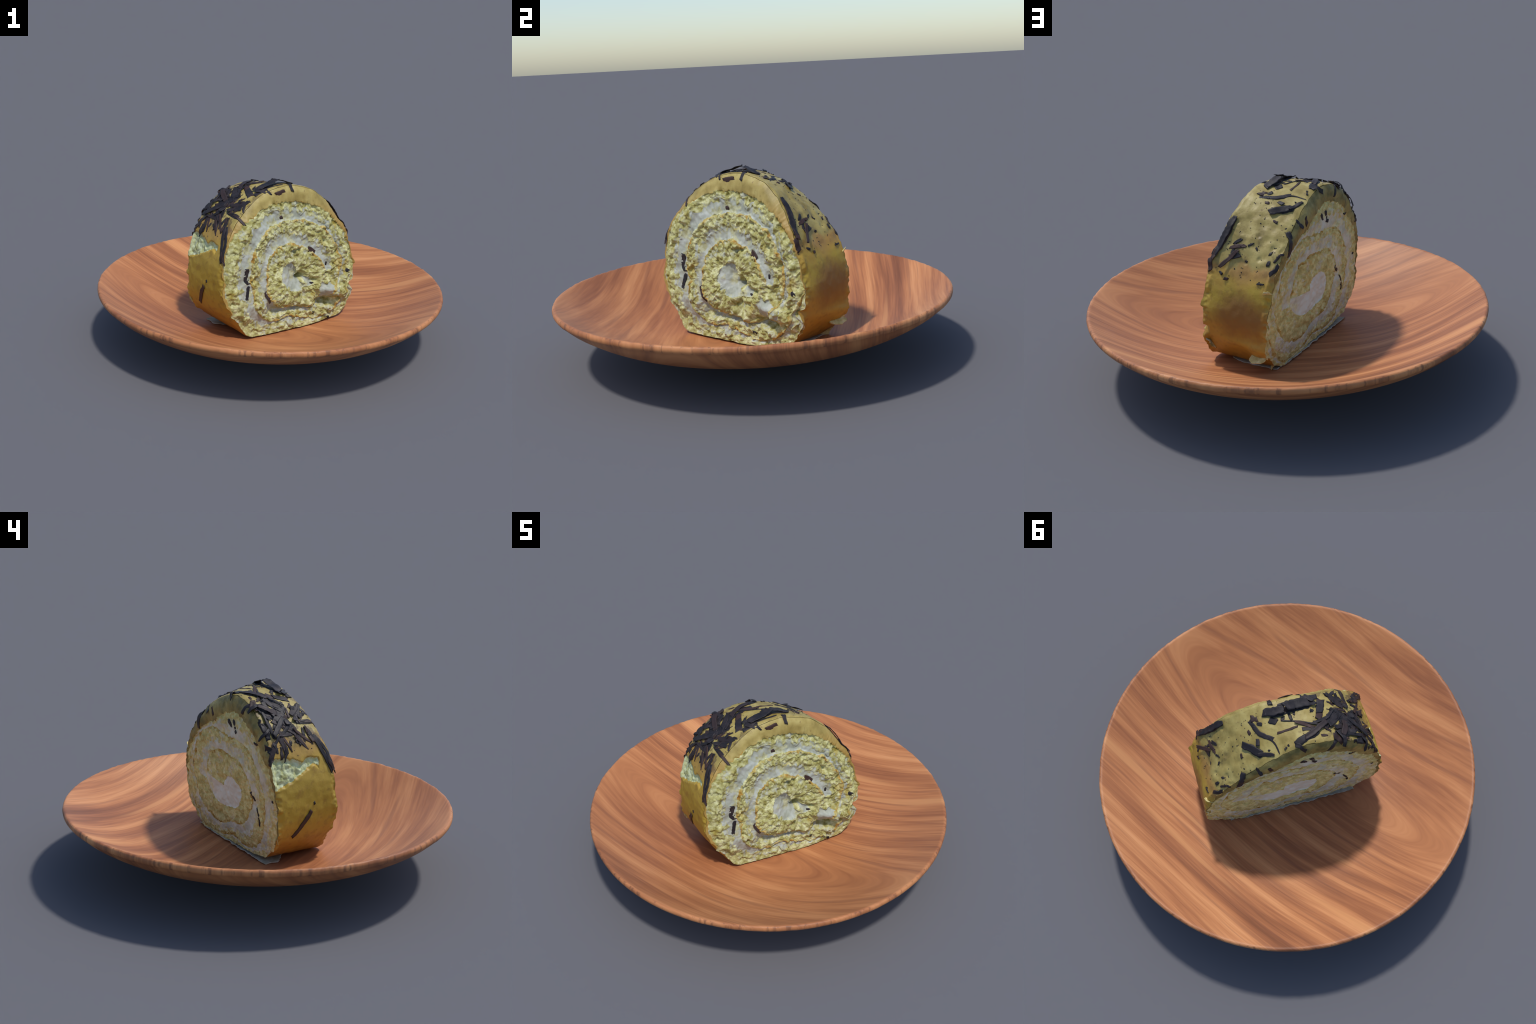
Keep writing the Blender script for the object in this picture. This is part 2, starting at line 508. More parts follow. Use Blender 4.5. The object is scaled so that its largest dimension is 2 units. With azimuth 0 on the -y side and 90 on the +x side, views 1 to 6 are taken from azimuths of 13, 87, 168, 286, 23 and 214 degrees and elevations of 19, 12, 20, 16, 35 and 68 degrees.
def vertex_normals(V, Q):
    fn = np.cross(V[Q[:, 2]] - V[Q[:, 0]], V[Q[:, 3]] - V[Q[:, 1]])
    vn = np.zeros_like(V)
    for k in range(4):
        np.add.at(vn, Q[:, k], fn)
    return vn / np.maximum(np.linalg.norm(vn, axis=1), 1e-12)[:, None]

def submesh(name, V, Q, VN, pick, mat):
    q = Q[pick]
    used, inv = np.unique(q.ravel(), return_inverse=True)
    q = inv.reshape(-1, 4)
    faces = []
    for f in q:
        u = list(dict.fromkeys(f.tolist()))
        if len(u) >= 3:
            faces.append(u)
    ob = new_mesh(name, V[used], faces, mat)
    ob.data.normals_split_custom_set_from_vertices([tuple(n) for n in VN[used]])
    return ob

# =====================================================================
# 4. materials
# =====================================================================
class Mat:
    def __init__(self, name, rough=.6, spec=.4):
        self.m = bpy.data.materials.new(name)
        self.m.use_nodes = True
        self.nt = self.m.node_tree
        self.b = self.nt.nodes["Principled BSDF"]
        self.b.inputs["Roughness"].default_value = rough
        self.b.inputs["Specular IOR Level"].default_value = spec
        self.co = self.nt.nodes.new("ShaderNodeTexCoord").outputs["Object"]

    def node(self, kind, **inp):
        n = self.nt.nodes.new(kind)
        for k, v in inp.items():
            self.set(n.inputs[k.replace("_", " ")], v)
        return n

    def set(self, sock, v):
        if isinstance(v, bpy.types.NodeSocket):
            self.nt.links.new(v, sock)
        else:
            sock.default_value = v

    def math(self, op, a, b=0.0, c=None, clamp=False):
        n = self.nt.nodes.new("ShaderNodeMath")
        n.operation = op
        n.use_clamp = clamp
        self.set(n.inputs[0], a)
        self.set(n.inputs[1], b)
        if c is not None:
            self.set(n.inputs[2], c)
        return n.outputs[0]

    def dot(self, vec, off=0.0):
        n = self.nt.nodes.new("ShaderNodeVectorMath")
        n.operation = "DOT_PRODUCT"
        self.set(n.inputs[0], self.co)
        n.inputs[1].default_value = vec
        return self.math("ADD", n.outputs["Value"], off)

    def noise(self, scale, detail=3.0, rough=.5, dist=0.0, co=None, fac=True):
        n = self.node("ShaderNodeTexNoise", Scale=scale, Detail=detail, Roughness=rough, Distortion=dist)
        self.set(n.inputs["Vector"], co or self.co)
        return n.outputs["Fac" if fac else "Color"]

    def voronoi(self, scale, co=None, feature="F1", rnd=1.0):
        n = self.nt.nodes.new("ShaderNodeTexVoronoi")
        n.feature = feature
        n.inputs["Scale"].default_value = scale
        n.inputs["Randomness"].default_value = rnd
        self.set(n.inputs["Vector"], co or self.co)
        return n.outputs["Distance"]

    def step(self, x, a, b, smoothstep=True):
        n = self.nt.nodes.new("ShaderNodeMapRange")
        n.interpolation_type = "SMOOTHSTEP" if smoothstep else "LINEAR"
        self.set(n.inputs["Value"], x)
        n.inputs["From Min"].default_value = a
        n.inputs["From Max"].default_value = b
        return n.outputs["Result"]

    def ramp(self, fac, stops):
        n = self.nt.nodes.new("ShaderNodeValToRGB")
        el = n.color_ramp.elements
        while len(el) < len(stops):
            el.new(.5)
        for e, (p, c) in zip(el, stops):
            e.position = p
            e.color = (*c, 1)
        self.set(n.inputs[0], fac)
        return n.outputs[0]

    def mix(self, fac, a, b, mode="MIX"):
        n = self.nt.nodes.new("ShaderNodeMix")
        n.data_type = "RGBA"
        n.blend_type = mode
        self.set(n.inputs[0], fac)
        for s, v in ((n.inputs[6], a), (n.inputs[7], b)):
            self.set(s, v if isinstance(v, bpy.types.NodeSocket) else (*v, 1))
        return n.outputs[2]

    def scaled(self, sx, sy, sz, rot=0.0):
        n = self.nt.nodes.new("ShaderNodeMapping")
        n.inputs["Scale"].default_value = (sx, sy, sz)
        r = self.nt.nodes.new("ShaderNodeMapping")
        r.inputs["Rotation"].default_value = (0, 0, rot)
        self.nt.links.new(self.co, r.inputs["Vector"])
        self.nt.links.new(r.outputs[0], n.inputs["Vector"])
        return n.outputs[0]

    def finish(self, color, height=None, strength=.3, dist=.01):
        self.set(self.b.inputs["Base Color"], color)
        if height is not None:
            bp = self.nt.nodes.new("ShaderNodeBump")
            bp.inputs["Strength"].default_value = strength
            bp.inputs["Distance"].default_value = dist
            self.set(bp.inputs["Height"], height)
            self.nt.links.new(bp.outputs[0], self.b.inputs["Normal"])
        return self.m

def wood_material():
    m = Mat("oiled_acacia_wood", rough=.50, spec=.30)
    rot = math.radians(9)
    base = m.scaled(1, 1, 0, rot)
    # slow bending of the grain, with a few loops where a knot was near
    bend = m.noise(.8, 1, .4, co=m.scaled(.6, 1, 0, rot))
    loop = m.noise(2.6, 2, .5, co=m.scaled(.35, 1, 0, rot))
    sep = m.node("ShaderNodeSeparateXYZ")
    m.set(sep.inputs[0], base)
    y = m.math("ADD", sep.outputs[1], m.math("MULTIPLY", m.math("SUBTRACT", bend, .5), .24))
    y = m.math("ADD", y, m.math("MULTIPLY", m.math("SUBTRACT", loop, .5), .06))
    # arched figure where the board was cut close to the heart of the tree
    xa = m.math("MULTIPLY", m.math("ADD", sep.outputs[0], .25), .17)
    ya = m.math("ADD", y, .12)
    y = m.math("SQRT", m.math("ADD", m.math("MULTIPLY", xa, xa), m.math("MULTIPLY", ya, ya)))
    y = m.math("ADD", y, m.math("MULTIPLY", ya, .35))
    def stretched(k):
        c = m.node("ShaderNodeCombineXYZ")
        m.set(c.inputs[0], m.math("MULTIPLY", sep.outputs[0], k))
        m.set(c.inputs[1], y)
        return c.outputs[0]
    broad = m.noise(5, 1, .5, co=stretched(.12))
    mid = m.noise(17, 3, .6, co=stretched(.06))
    fine = m.noise(90, 3, .65, co=stretched(.04))
    v = m.math("ADD", m.math("MULTIPLY", broad, .48), m.math("MULTIPLY", mid, .42))
    v = m.math("ADD", v, m.math("MULTIPLY", fine, .18))
    col = m.ramp(v, [(.36, (.20, .072, .032)), (.47, (.33, .122, .050)), (.55, (.45, .178, .070)), (.64, (.58, .255, .105)), (.75, (.66, .32, .145))])
    streak = m.step(m.noise(9, 1, .5, co=stretched(.06)), .60, .70)
    col = m.mix(m.math("MULTIPLY", streak, .6), col, (.66, .31, .125))
    dark = m.step(m.noise(26, 2, .5, co=stretched(.04)), .58, .68)
    col = m.mix(m.math("MULTIPLY", dark, .38), col, (.20, .075, .042))
    # end grain on the turned edge: short dark nicks
    flat = m.scaled(1, 1, 0)
    ln = m.nt.nodes.new("ShaderNodeVectorMath")
    ln.operation = "LENGTH"
    m.set(ln.inputs[0], flat)
    edge = m.step(ln.outputs["Value"], .987, .993)
    nick = m.step(m.noise(34, 3, .6, co=flat), .52, .66)
    col = m.mix(m.math("MULTIPLY", m.math("MULTIPLY", edge, nick), .65), col, (.15, .062, .034))
    return m.finish(col, m.math("ADD", fine, mid), .14, .006)

LOCAL_T, LOCAL_N = tuple(T), tuple(N)

CREAM = [(.30, .315, .245), (.43, .45, .40)]

def crumb_color(m, yellow=0.0):
    big = m.noise(9, 3, .6)
    mid = m.noise(34, 4, .6)
    col = m.ramp(mid, [(.30, (.185, .158, .034)), (.42, (.315, .29, .098)), (.53, (.435, .42, .185)), (.66, (.60, .59, .34))])
    warm = m.step(big, .56, .70)
    col = m.mix(m.math("MULTIPLY", warm, .5), col, (.36, .25, .04))
    back = m.step(m.dot(LOCAL_N), .0, -.05)            # the back cut is given a lighter, warmer colour
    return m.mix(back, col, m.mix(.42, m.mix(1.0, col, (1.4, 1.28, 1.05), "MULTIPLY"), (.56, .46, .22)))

def sponge_material():
    m = Mat("sponge_crumb", rough=.85, spec=.15)
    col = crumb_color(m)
    # cream smeared over the crumb by the knife
    smear = m.math("MULTIPLY", m.step(m.noise(12, 5, .65), .54, .64), m.step(m.noise(45, 3, .6), .35, .55))
    white = m.mix(m.step(m.dot(LOCAL_N), .0, -.05), CREAM[1], (.62, .57, .45))
    col = m.mix(m.math("MULTIPLY", smear, .7), col, white)
    pore = m.step(m.voronoi(95), .0, .33)
    col = m.mix(m.math("MULTIPLY", m.math("SUBTRACT", 1.0, pore), .35), col, (.36, .28, .05))
    h = m.math("ADD", m.math("MULTIPLY", pore, .4), m.noise(110, 3, .6))
    return m.finish(col, h, .38, .006)

def soaked_material():
    m = Mat("cream_soaked_crumb", rough=.65, spec=.25)
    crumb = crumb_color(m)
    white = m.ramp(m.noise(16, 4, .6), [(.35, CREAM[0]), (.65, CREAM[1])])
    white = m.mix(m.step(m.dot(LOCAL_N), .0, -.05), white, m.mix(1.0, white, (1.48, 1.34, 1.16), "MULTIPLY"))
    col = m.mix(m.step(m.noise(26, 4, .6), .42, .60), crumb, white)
    return m.finish(col, m.noise(90, 3, .6), .4, .006)

def torn_material():
    m = Mat("torn_pale_crumb", rough=.85, spec=.15)
    v = m.noise(30, 4, .6)
    col = m.ramp(v, [(.32, (.36, .36, .14)), (.48, (.50, .53, .29)), (.66, (.60, .64, .42))])
    return m.finish(col, m.noise(90, 3, .6), .5, .006)

def cream_material():
    m = Mat("whipped_cream", rough=.5, spec=.35)
    v = m.noise(16, 4, .6)
    col = m.ramp(v, [(.35, CREAM[0]), (.65, CREAM[1])])
    stain = m.step(m.noise(15, 4, .65), .50, .62)
    col = m.mix(m.math("MULTIPLY", stain, .75), col, m.mix(m.step(m.noise(40, 3, .6), .4, .6), (.34, .315, .115), (.48, .47, .26)))
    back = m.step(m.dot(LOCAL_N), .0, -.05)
    ht, hz = m.dot(LOCAL_T, -.03), m.dot((0, 0, 1), -.40)   # the thick clean pool in the heart of that cut
    pool = m.math("ADD", m.math("MULTIPLY", ht, ht), m.math("MULTIPLY", hz, hz))
    clean = m.math("MULTIPLY", back, m.step(pool, .032, .018))
    col = m.mix(clean, col, m.mix(m.noise(9, 2, .5), (.39, .41, .37), (.47, .485, .45)))
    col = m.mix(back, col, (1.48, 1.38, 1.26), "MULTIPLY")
    return m.finish(col, m.noise(45, 3, .5), .25, .006)

def brown_material():
    m = Mat("browned_sponge_skin", rough=.75, spec=.2)
    v = m.noise(24, 4, .6)
    col = m.ramp(v, [(.30, (.22, .11, .022)), (.44, (.36, .21, .040)), (.58, (.48, .35, .10)), (.72, (.60, .50, .22))])
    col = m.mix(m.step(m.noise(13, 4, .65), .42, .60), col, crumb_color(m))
    return m.finish(col, m.noise(90, 3, .6), .5, .006)

def coat_rgb(m):
    v = m.noise(14, 4, .6)
    col = m.ramp(v, [(.30, (.25, .185, .047)), (.50, (.355, .272, .080)), (.70, (.43, .348, .118))])
    specks = m.step(m.noise(60, 2, .5), .66, .74)
    return m.mix(m.math("MULTIPLY", specks, .55), col, (.16, .085, .03))

def skin_material(name):
    m = Mat(name, rough=.5, spec=.35)
    z = m.dot((0, 0, 1))
    t = m.dot(LOCAL_T)
    n = m.dot(LOCAL_N)
    wob = m.math("MULTIPLY", m.math("SUBTRACT", m.noise(8, 4, .6), .5), .28)
    right = m.step(t, -.02, .02)
    zz = m.math("ADD", z, wob)
    # baked skin, right flank: orange - olive gold - toasted brown - gold
    a = m.ramp(zz, [(.14, (.36, .20, .030)), (.24, (.40, .24, .033)), (.36, (.36, .205, .034)), (.44, (.36, .22, .034)),
                    (.51, (.40, .285, .036)), (.57, (.40, .25, .040)), (.64, (.35, .20, .055))])
    # left flank: orange below, gold in the middle, orange brown above
    b = m.ramp(zz, [(.16, (.36, .19, .028)), (.26, (.41, .25, .033)), (.38, (.38, .26, .032)), (.50, (.36, .24, .030)),
                    (.64, (.43, .28, .045)), (.74, (.33, .19, .050))])
    base = m.mix(right, b, a)
    # a darker toasted patch in the middle of the right flank
    dn = m.math("MULTIPLY", m.math("ADD", n, .03), 7.0)
    dz = m.math("MULTIPLY", m.math("SUBTRACT", z, .405), 8.5)
    d2 = m.math("ADD", m.math("MULTIPLY", dn, dn), m.math("MULTIPLY", dz, dz))
    d2 = m.math("ADD", d2, m.math("MULTIPLY", m.math("SUBTRACT", m.noise(12, 4, .6), .5), 2.0))
    base = m.mix(m.math("MULTIPLY", m.math("MULTIPLY", m.step(d2, 1.5, .1), right), .85), base, (.20, .088, .022))
    mott = m.noise(28, 4, .65)
    base = m.mix(m.math("MULTIPLY", m.step(mott, .50, .66), .45), base, (.22, .12, .026))
    coat = coat_rgb(m)
    lim = m.math("SUBTRACT", z, m.math("SUBTRACT", .735, m.math("MULTIPLY", right, .10)))
    lim = m.math("ADD", lim, m.math("MULTIPLY", m.math("SUBTRACT", m.noise(13, 4, .6), .5), .16))
    col = m.mix(m.step(lim, -.015, .03), base, coat)
    # melted chocolate smeared over the left shoulder
    where = m.math("MULTIPLY", m.step(t, -.10, -.22), m.step(z, .66, .76))
    sm = m.noise(16, 4, .65, co=m.scaled(1, 1, .45))
    smear = m.math("MULTIPLY", where, m.step(sm, .50, .60))
    flank = m.math("MULTIPLY", m.step(t, .24, .34), m.step(z, .58, .64))
    smear = m.math("MAXIMUM", smear, m.math("MULTIPLY", m.math("MULTIPLY", flank, m.step(sm, .52, .66)), .55))
    col = m.mix(m.math("MULTIPLY", smear, .75), col, (.085, .052, .026))
    h = m.math("ADD", m.noise(40, 4, .6), m.math("MULTIPLY", m.noise(110, 2, .5), .5))
    return m.finish(col, h, .18, .006)

def frosting_material():
    m = Mat("mustard_frosting", rough=.5, spec=.35)
    col = coat_rgb(m)
    n = m.dot(LOCAL_N)
    soaked = m.math("MULTIPLY", m.step(n, -.08, -.13), m.step(m.noise(12, 4, .6), .30, .60))  # mask of the dark olive tint towards the back
    col = m.mix(m.math("MULTIPLY", soaked, .85), col, m.mix(m.step(m.noise(26, 4, .6), .4, .62), (.115, .095, .025), (.22, .165, .045)))
    z = m.dot((0, 0, 1))
    low = m.step(m.math("ADD", z, m.math("MULTIPLY", m.noise(20, 3, .6), .12)), .90, .78)
    toasted = m.math("MULTIPLY", low, m.step(n, -.02, .04))
    col = m.mix(m.math("MULTIPLY", toasted, .7), col, (.36, .215, .05))
    return m.finish(col, m.noise(40, 4, .6), .2, .006)

def chocolate_material():
    m = Mat("dark_chocolate", rough=.55, spec=.28)
    v = m.noise(22, 4, .6)
    col = m.ramp(v, [(.35, (.013, .011, .014)), (.55, (.022, .018, .021)), (.72, (.044, .035, .036))])
    info = m.nt.nodes.new("ShaderNodeObjectInfo")
    col = m.mix(m.step(info.outputs["Random"], .55, 1.0), col, (.050, .026, .022))
    return m.finish(col, m.noise(70, 3, .6, co=m.scaled(1, 1, 1)), .25, .004)

def paper_material():
    m = Mat("white_paper", rough=.7, spec=.2)
    col = m.ramp(m.noise(20, 3, .6), [(.35, (.33, .30, .20)), (.65, (.50, .48, .40))])
    return m.finish(col)

# =====================================================================
# 5. the plate
# =====================================================================
def build_plate(mat):
    prof = []
    rr = np.linspace(0, .988, 56)                              # underside, from the foot to the rim
    prof = [(r, max(z, 0)) for r, z in zip(rr, hermite(PLATE_OUT_R, PLATE_OUT, rr))]
    prof += [(.993, .308), (.9985, .316), (1.0, .325), (.998, .334), (.993, .3395), (.986, .340)]
    for r in np.linspace(.978, 0, 60):
        prof.append((r, float(plate_top(r))))
    prof = np.array(prof)
    seg = 288
    a = np.arange(seg) * 2 * math.pi / seg
    R, Z = prof[:, 0], prof[:, 1]
    ring = np.stack([np.outer(R, np.cos(a)), np.outer(R, np.sin(a)), np.repeat(Z[:, None], seg, 1)], -1)
    # the edge was turned by hand: slight nicks
    P = ring.reshape(-1, 3)
    rim = smooth(.96, .995, np.hypot(P[:, 0], P[:, 1]))
    nick = rim * (.0030 * perlin(P * [1, 1, 0], .022, 4) + .002 * perlin(P * [1, 1, 0], .11, 8))
    rr = np.maximum(np.hypot(P[:, 0], P[:, 1]), 1e-6)
    P = P + np.stack([P[:, 0] / rr * nick, P[:, 1] / rr * nick, nick], 1) * [.35, .35, 1]
    verts, faces = [], []
    k = len(R)
    verts = list(P)
    for i in range(1, k - 2):
        for j in range(seg):
            jj = (j + 1) % seg
            faces.append((i * seg + j, i * seg + jj, (i + 1) * seg + jj, (i + 1) * seg + j))
    base = 0
    faces += [(base, seg + (j + 1) % seg, seg + j) for j in range(seg)]
    last = (k - 1) * seg
    faces += [(last, (k - 2) * seg + j, (k - 2) * seg + (j + 1) % seg) for j in range(seg)]
    used = sorted({i for f in faces for i in f})
    m = {u: i for i, u in enumerate(used)}
    ob = new_mesh("wooden_plate", [verts[u] for u in used], [[m[i] for i in f] for f in faces], mat)
    ob["label"] = "round shallow wooden plate with streaky reddish brown grain"
    ob["category"] = "plate"
    return ob

# =====================================================================
# 6. assemble
# =====================================================================
wood = wood_material()
plate = build_plate(wood)

cake = empty("cake_slice", (0, 0, .115), "slice of rolled sponge cake with cream and chocolate shavings", "cake slice")
V, Q, LAB, SIDE, GRID = build_body()
W = world(V[:, 0], V[:, 1], V[:, 2])
VN = vertex_normals(W, Q)
if (VN[GRID[60]] @ T * np.sign(V[GRID[60], 0])).mean() < 0:     # faces must look outward
    Q = Q[:, ::-1]
    VN = -VN
sponge_m, cream_m, brown_m = sponge_material(), cream_material(), brown_material()
skin_m, frost_m, torn_m = skin_material("baked_skin"), frosting_material(), torn_material()
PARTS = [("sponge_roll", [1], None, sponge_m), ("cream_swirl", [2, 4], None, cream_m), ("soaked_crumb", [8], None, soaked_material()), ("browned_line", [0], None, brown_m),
         ("coating_edge", [3], None, frost_m), ("baked_crust", [5], None, skin_m), ("torn_crumb", [6], None, torn_m),
         ("frosting", [7], None, skin_m)]
off = np.array(cake.location)
for name, labs, _, mat in PARTS:
    ob = submesh(name, W, Q, VN, np.isin(LAB, labs), mat)
    parent(ob, cake)
    ob.matrix_parent_inverse = cake.matrix_basis.inverted()

# ---------------------------------------------------------------------
# chocolate shavings: strips laid along the outside of the slice.
# Each is (width, then the points of its path); a point is (angle round
# the slice in degrees, depth: 0 front edge, 1 back edge, beyond those on
# the cuts themselves).
# ---------------------------------------------------------------------
SHAVINGS_TOP = [
    (0.012, (90, 0.10), (110.5, 0.13)),
    (0.041, (82.5, 0.20), (92, 0.28)),
    (0.029, (92, 0.24), (106.5, 0.19)),
    (0.017, (94, 0.23), (94.5, 0.48)),
    (0.038, (114, 0.17), (108, 0.57)),
    (0.014, (105, 0.58), (112.5, 0.62)),
    (0.044, (120, 0.47), (110, 0.73)),
    (0.011, (85, 0.62), (96.5, 0.62)),
    (0.008, (79.5, 0.59), (82, 0.78), (82.5, 0.97)),
    (0.017, (95.5, 0.53), (107.5, 0.76)),
    (0.019, (98, 0.70), (108, 0.74)),
    (0.034, (106, 0.78), (100, 0.86), (92, 0.92)),
    (0.039, (66, 0.60), (72.5, 0.85)),
    (0.019, (70.5, 0.81), (79.5, 0.94)),
    (0.025, (119, 0.08), (127, 0.22)),
    (0.010, (130.5, 0.02), (130.5, 0.19), (130.5, 0.39)),
    (0.020, (134, 0.23), (162.5, 0.03)),
    (0.025, (135, 0.44), (119.5, 0.61)),
    (0.055, (129, 0.59), (117.5, 0.93)),
    (0.020, (116, 0.82), (111.5, 1.17)),
    (0.015, (137.5, 0.50), (137, 0.78)),
    (0.015, (137, 0.78), (145.2, 1.00)),
    (0.024, (125.7, 1.00), (137.5, 0.97)),
    (0.032, (74, 0.22), (77.5, 0.27)),
    (0.017, (76, 0.33), (79, 0.38)),
    (0.019, (73, 0.38), (75, 0.40)),
    (0.019, (73.5, 0.58), (72.5, 0.69)),
    (0.031, (83, 0.36), (87, 0.41)),
    (0.019, (91, 0.35), (89.5, 0.43)),
    (0.019, (105.5, 0.35), (107.5, 0.37)),
    (0.027, (104.5, 0.22), (107.5, 0.23)),
    (0.015, (119, 0.25), (121, 0.31)),
    (0.010, (86, 0.94), (87.5, 0.91)),
    (0.010, (88, 0.90), (89, 0.89)),
    (0.014, (106.5, 0.87), (110, 0.89)),
    (0.012, (97.5, 0.26), (96.5, 0.39)),
    (0.007, (80.5, 0.53), (80.5, 0.53)),
    (0.009, (77, 0.83), (78, 0.85)),
    (0.029, (106.5, 0.26), (92.5, 0.27), (82.5, 0.19)),
    (0.008, (107.5, 0.67), (89.5, 0.42)),
    (0.022, (86.5, 0.07), (86.25, -0.08)),
    (0.028, (109.5, 0.18), (103.6, -0.06)),
    (0.023, (82, 0.70), (75.5, 0.51), (72.5, 0.23)),
    (0.049, (112.5, 0.68), (120.5, 0.38)),
    (0.040, (110, 0.43), (114.5, 0.17)),
    (0.059, (119.5, 0.80), (129.5, 0.57)),
    (0.018, (128.5, 0.31), (118, 0.06)),
    (0.022, (128, 0.24), (125.5, 0.08)),
    (0.014, (130, 0.36), (131.5, 0.09), (132.8, -0.10)),
    (0.014, (133, 0.76), (147, 0.62)),
    (0.016, (134, 0.47), (145, 0.23)),
    (0.018, (140, 0.14), (149.5, 0.04), (162, 0.01)),
    (0.032, (133, 0.51), (127, 0.62)),
    (0.013, (141, 0.91), (146.5, 0.87)),
    (0.013, (143, 0.48), (141, 0.51)),
    (0.010, (121, 0.28), (117.5, 0.23)),
    (0.020, (133, 0.82), (130, 0.75)),
    (0.031, (112.5, 0.72), (123.5, 0.45)),
    (0.049, (118.5, 0.91), (133, 0.46)),
    (0.024, (127.5, 0.78), (138, 0.43)),
    (0.011, (133, 0.97), (137, 0.47)),
    (0.024, (136.5, 0.78), (148, 0.72)),
    (0.018, (138, 0.50), (147.5, 0.34)),
    (0.024, (140, 0.89), (151.7, 1.03)),
    (0.030, (140.8, 1.04), (146, 0.95)),
    (0.011, (131.5, 0.34), (132.5, 0.02)),
    (0.025, (118, 0.07), (127.5, 0.25)),
    (0.017, (140.5, 0.59), (143.5, 0.63)),
    (0.030, (128.5, 0.97), (133.5, 0.98)),
    (0.014, (138.5, 0.23), (144.5, 0.15)),
    (0.024, (134, 0.95), (138, 0.98)),
    (0.016, (70, 0.38), (70.5, 0.46)),
    (0.012, (60.5, 0.67), (59.5, 0.75)),
    (0.019, (66, 0.98), (65.85, 1.11)),
]
SHAVINGS_FLANKS = [
    (0.026, (29.5, 0.05), (43.5, 0.07), (55.5, 0.09)),
    (0.020, (38.5, 0.20), (41, 0.40)),
    (0.015, (41, 0.24), (45, 0.33)),
    (0.011, (35, 0.93), (40.5, 0.97)),
    (0.012, (38.5, 0.82), (41, 0.85)),
    (0.023, (181.5, 0.47), (197.5, 0.74)),
    (0.016, (177.5, 0.39), (178.5, 0.42)),
    (0.026, (30.5, 0.01), (22.5, 0.05)),
    (0.018, (41, 0.28), (34.5, 0.28)),
    (0.014, (40, 0.37), (41.5, 0.45)),
    (0.025, (33, 0.28), (35.5, 0.42)),
    (0.026, (56.5, 0.96), (42.35, 1.13)),
    (0.018, (34.5, 0.99), (27, 0.93)),
    (0.015, (35.5, 0.87), (32, 0.85)),
    (0.014, (20, 0.29), (20, 0.35)),
    (0.013, (23.5, 0.19), (22, 0.25)),
    (0.013, (32, 0.51), (33, 0.54)),
    (0.010, (42, 0.59), (40, 0.63)),
    (0.009, (21, 0.78), (21.5, 0.88)),
    (0.011, (40.5, 0.97), (41.43, 1.01)),
    (0.010, (41.5, 0.47), (44, 0.54)),
    (0.015, (311.4, -0.05), (310.9, -0.00)),
]
SHAVINGS_ON_CUTS = [
    (0.035, (99.75, -0.09), (91.53, -0.08)),
    (0.013, (172, 1.14), (173.9, 1.13)),
    (0.021, (73.08, 1.07), (73.21, 1.20)),
    (0.022, (95.1, 1.34), (99.76, 1.47)),
    (0.018, (105.5, 1.50), (110, 1.51)),
    (0.010, (131.6, 1.27), (134.4, 1.24)),
    (0.011, (184.5, 1.58), (201, 1.41)),
    (0.019, (168.4, 1.72), (177.9, 1.62)),
    (0.014, (132.8, 1.26), (135.5, 1.21)),
    (0.023, (102.3, 1.34), (106.3, 1.47)),
    (0.021, (99.95, -0.43), (98.54, -0.49)),
    (0.030, (50.33, -0.79), (34.66, -0.71)),
    (0.038, (162.8, -0.43), (178.9, -0.44)),
    (0.023, (180.8, -0.47), (194.4, -0.35)),
    (0.023, (357.1, -0.21), (355, -0.14)),
    (0.023, (195.3, -0.71), (219.1, -0.66)),
    (0.013, (11.34, -0.55), (5.906, -0.58)),
    (0.015, (299.9, -0.22), (302.1, -0.18)),
    (0.016, (332.3, -0.94), (336, -0.89)),
]
# shavings that stand up off the surface: width, heights at start, middle, end, path
SHAVINGS_RAISED = [
    (.050, .030, .012, .006, (93, .22), (99, .20), (107, .19)),
    (.040, .026, .012, .004, (92.5, .24), (87, .22), (81, .21)),
    (.020, .004, .016, .020, (116, .80), (117.5, .93), (118.5, 1.03)),
    (.016, .002, .012, .016, (131, .86), (134, .97), (136.5, 1.06)),
    (.022, .004, .010, .012, (92, .92), (95, 1.0), (97, 1.05)),
    (.020, .003, .010, .004, (118, .86), (128, .90), (138, .86)),
    (.030, .003, .014, .018, (124, .62), (121, .78), (118, .93)),
    (.026, .003, .012, .014, (127, .55), (132, .72), (137, .88)),
    (.028, .010, .008, .003, (112, .62), (105, .76), (98, .88)),
    (.016, .010, .008, .002, (119, .40), (113, .56), (104, .62)),
    (.018, .003, .006, .010, (155, .07), (160, .01), (163.5, -.02)),
    (.032, .006, .010, .004, (57, .08), (45, .06), (32, .04)),
    (.020, .016, .006, .002, (26, .20), (33, .30), (38, .36)),
    (.036, .010, .006, .002, (64, .55), (69, .70), (73, .86)),
]

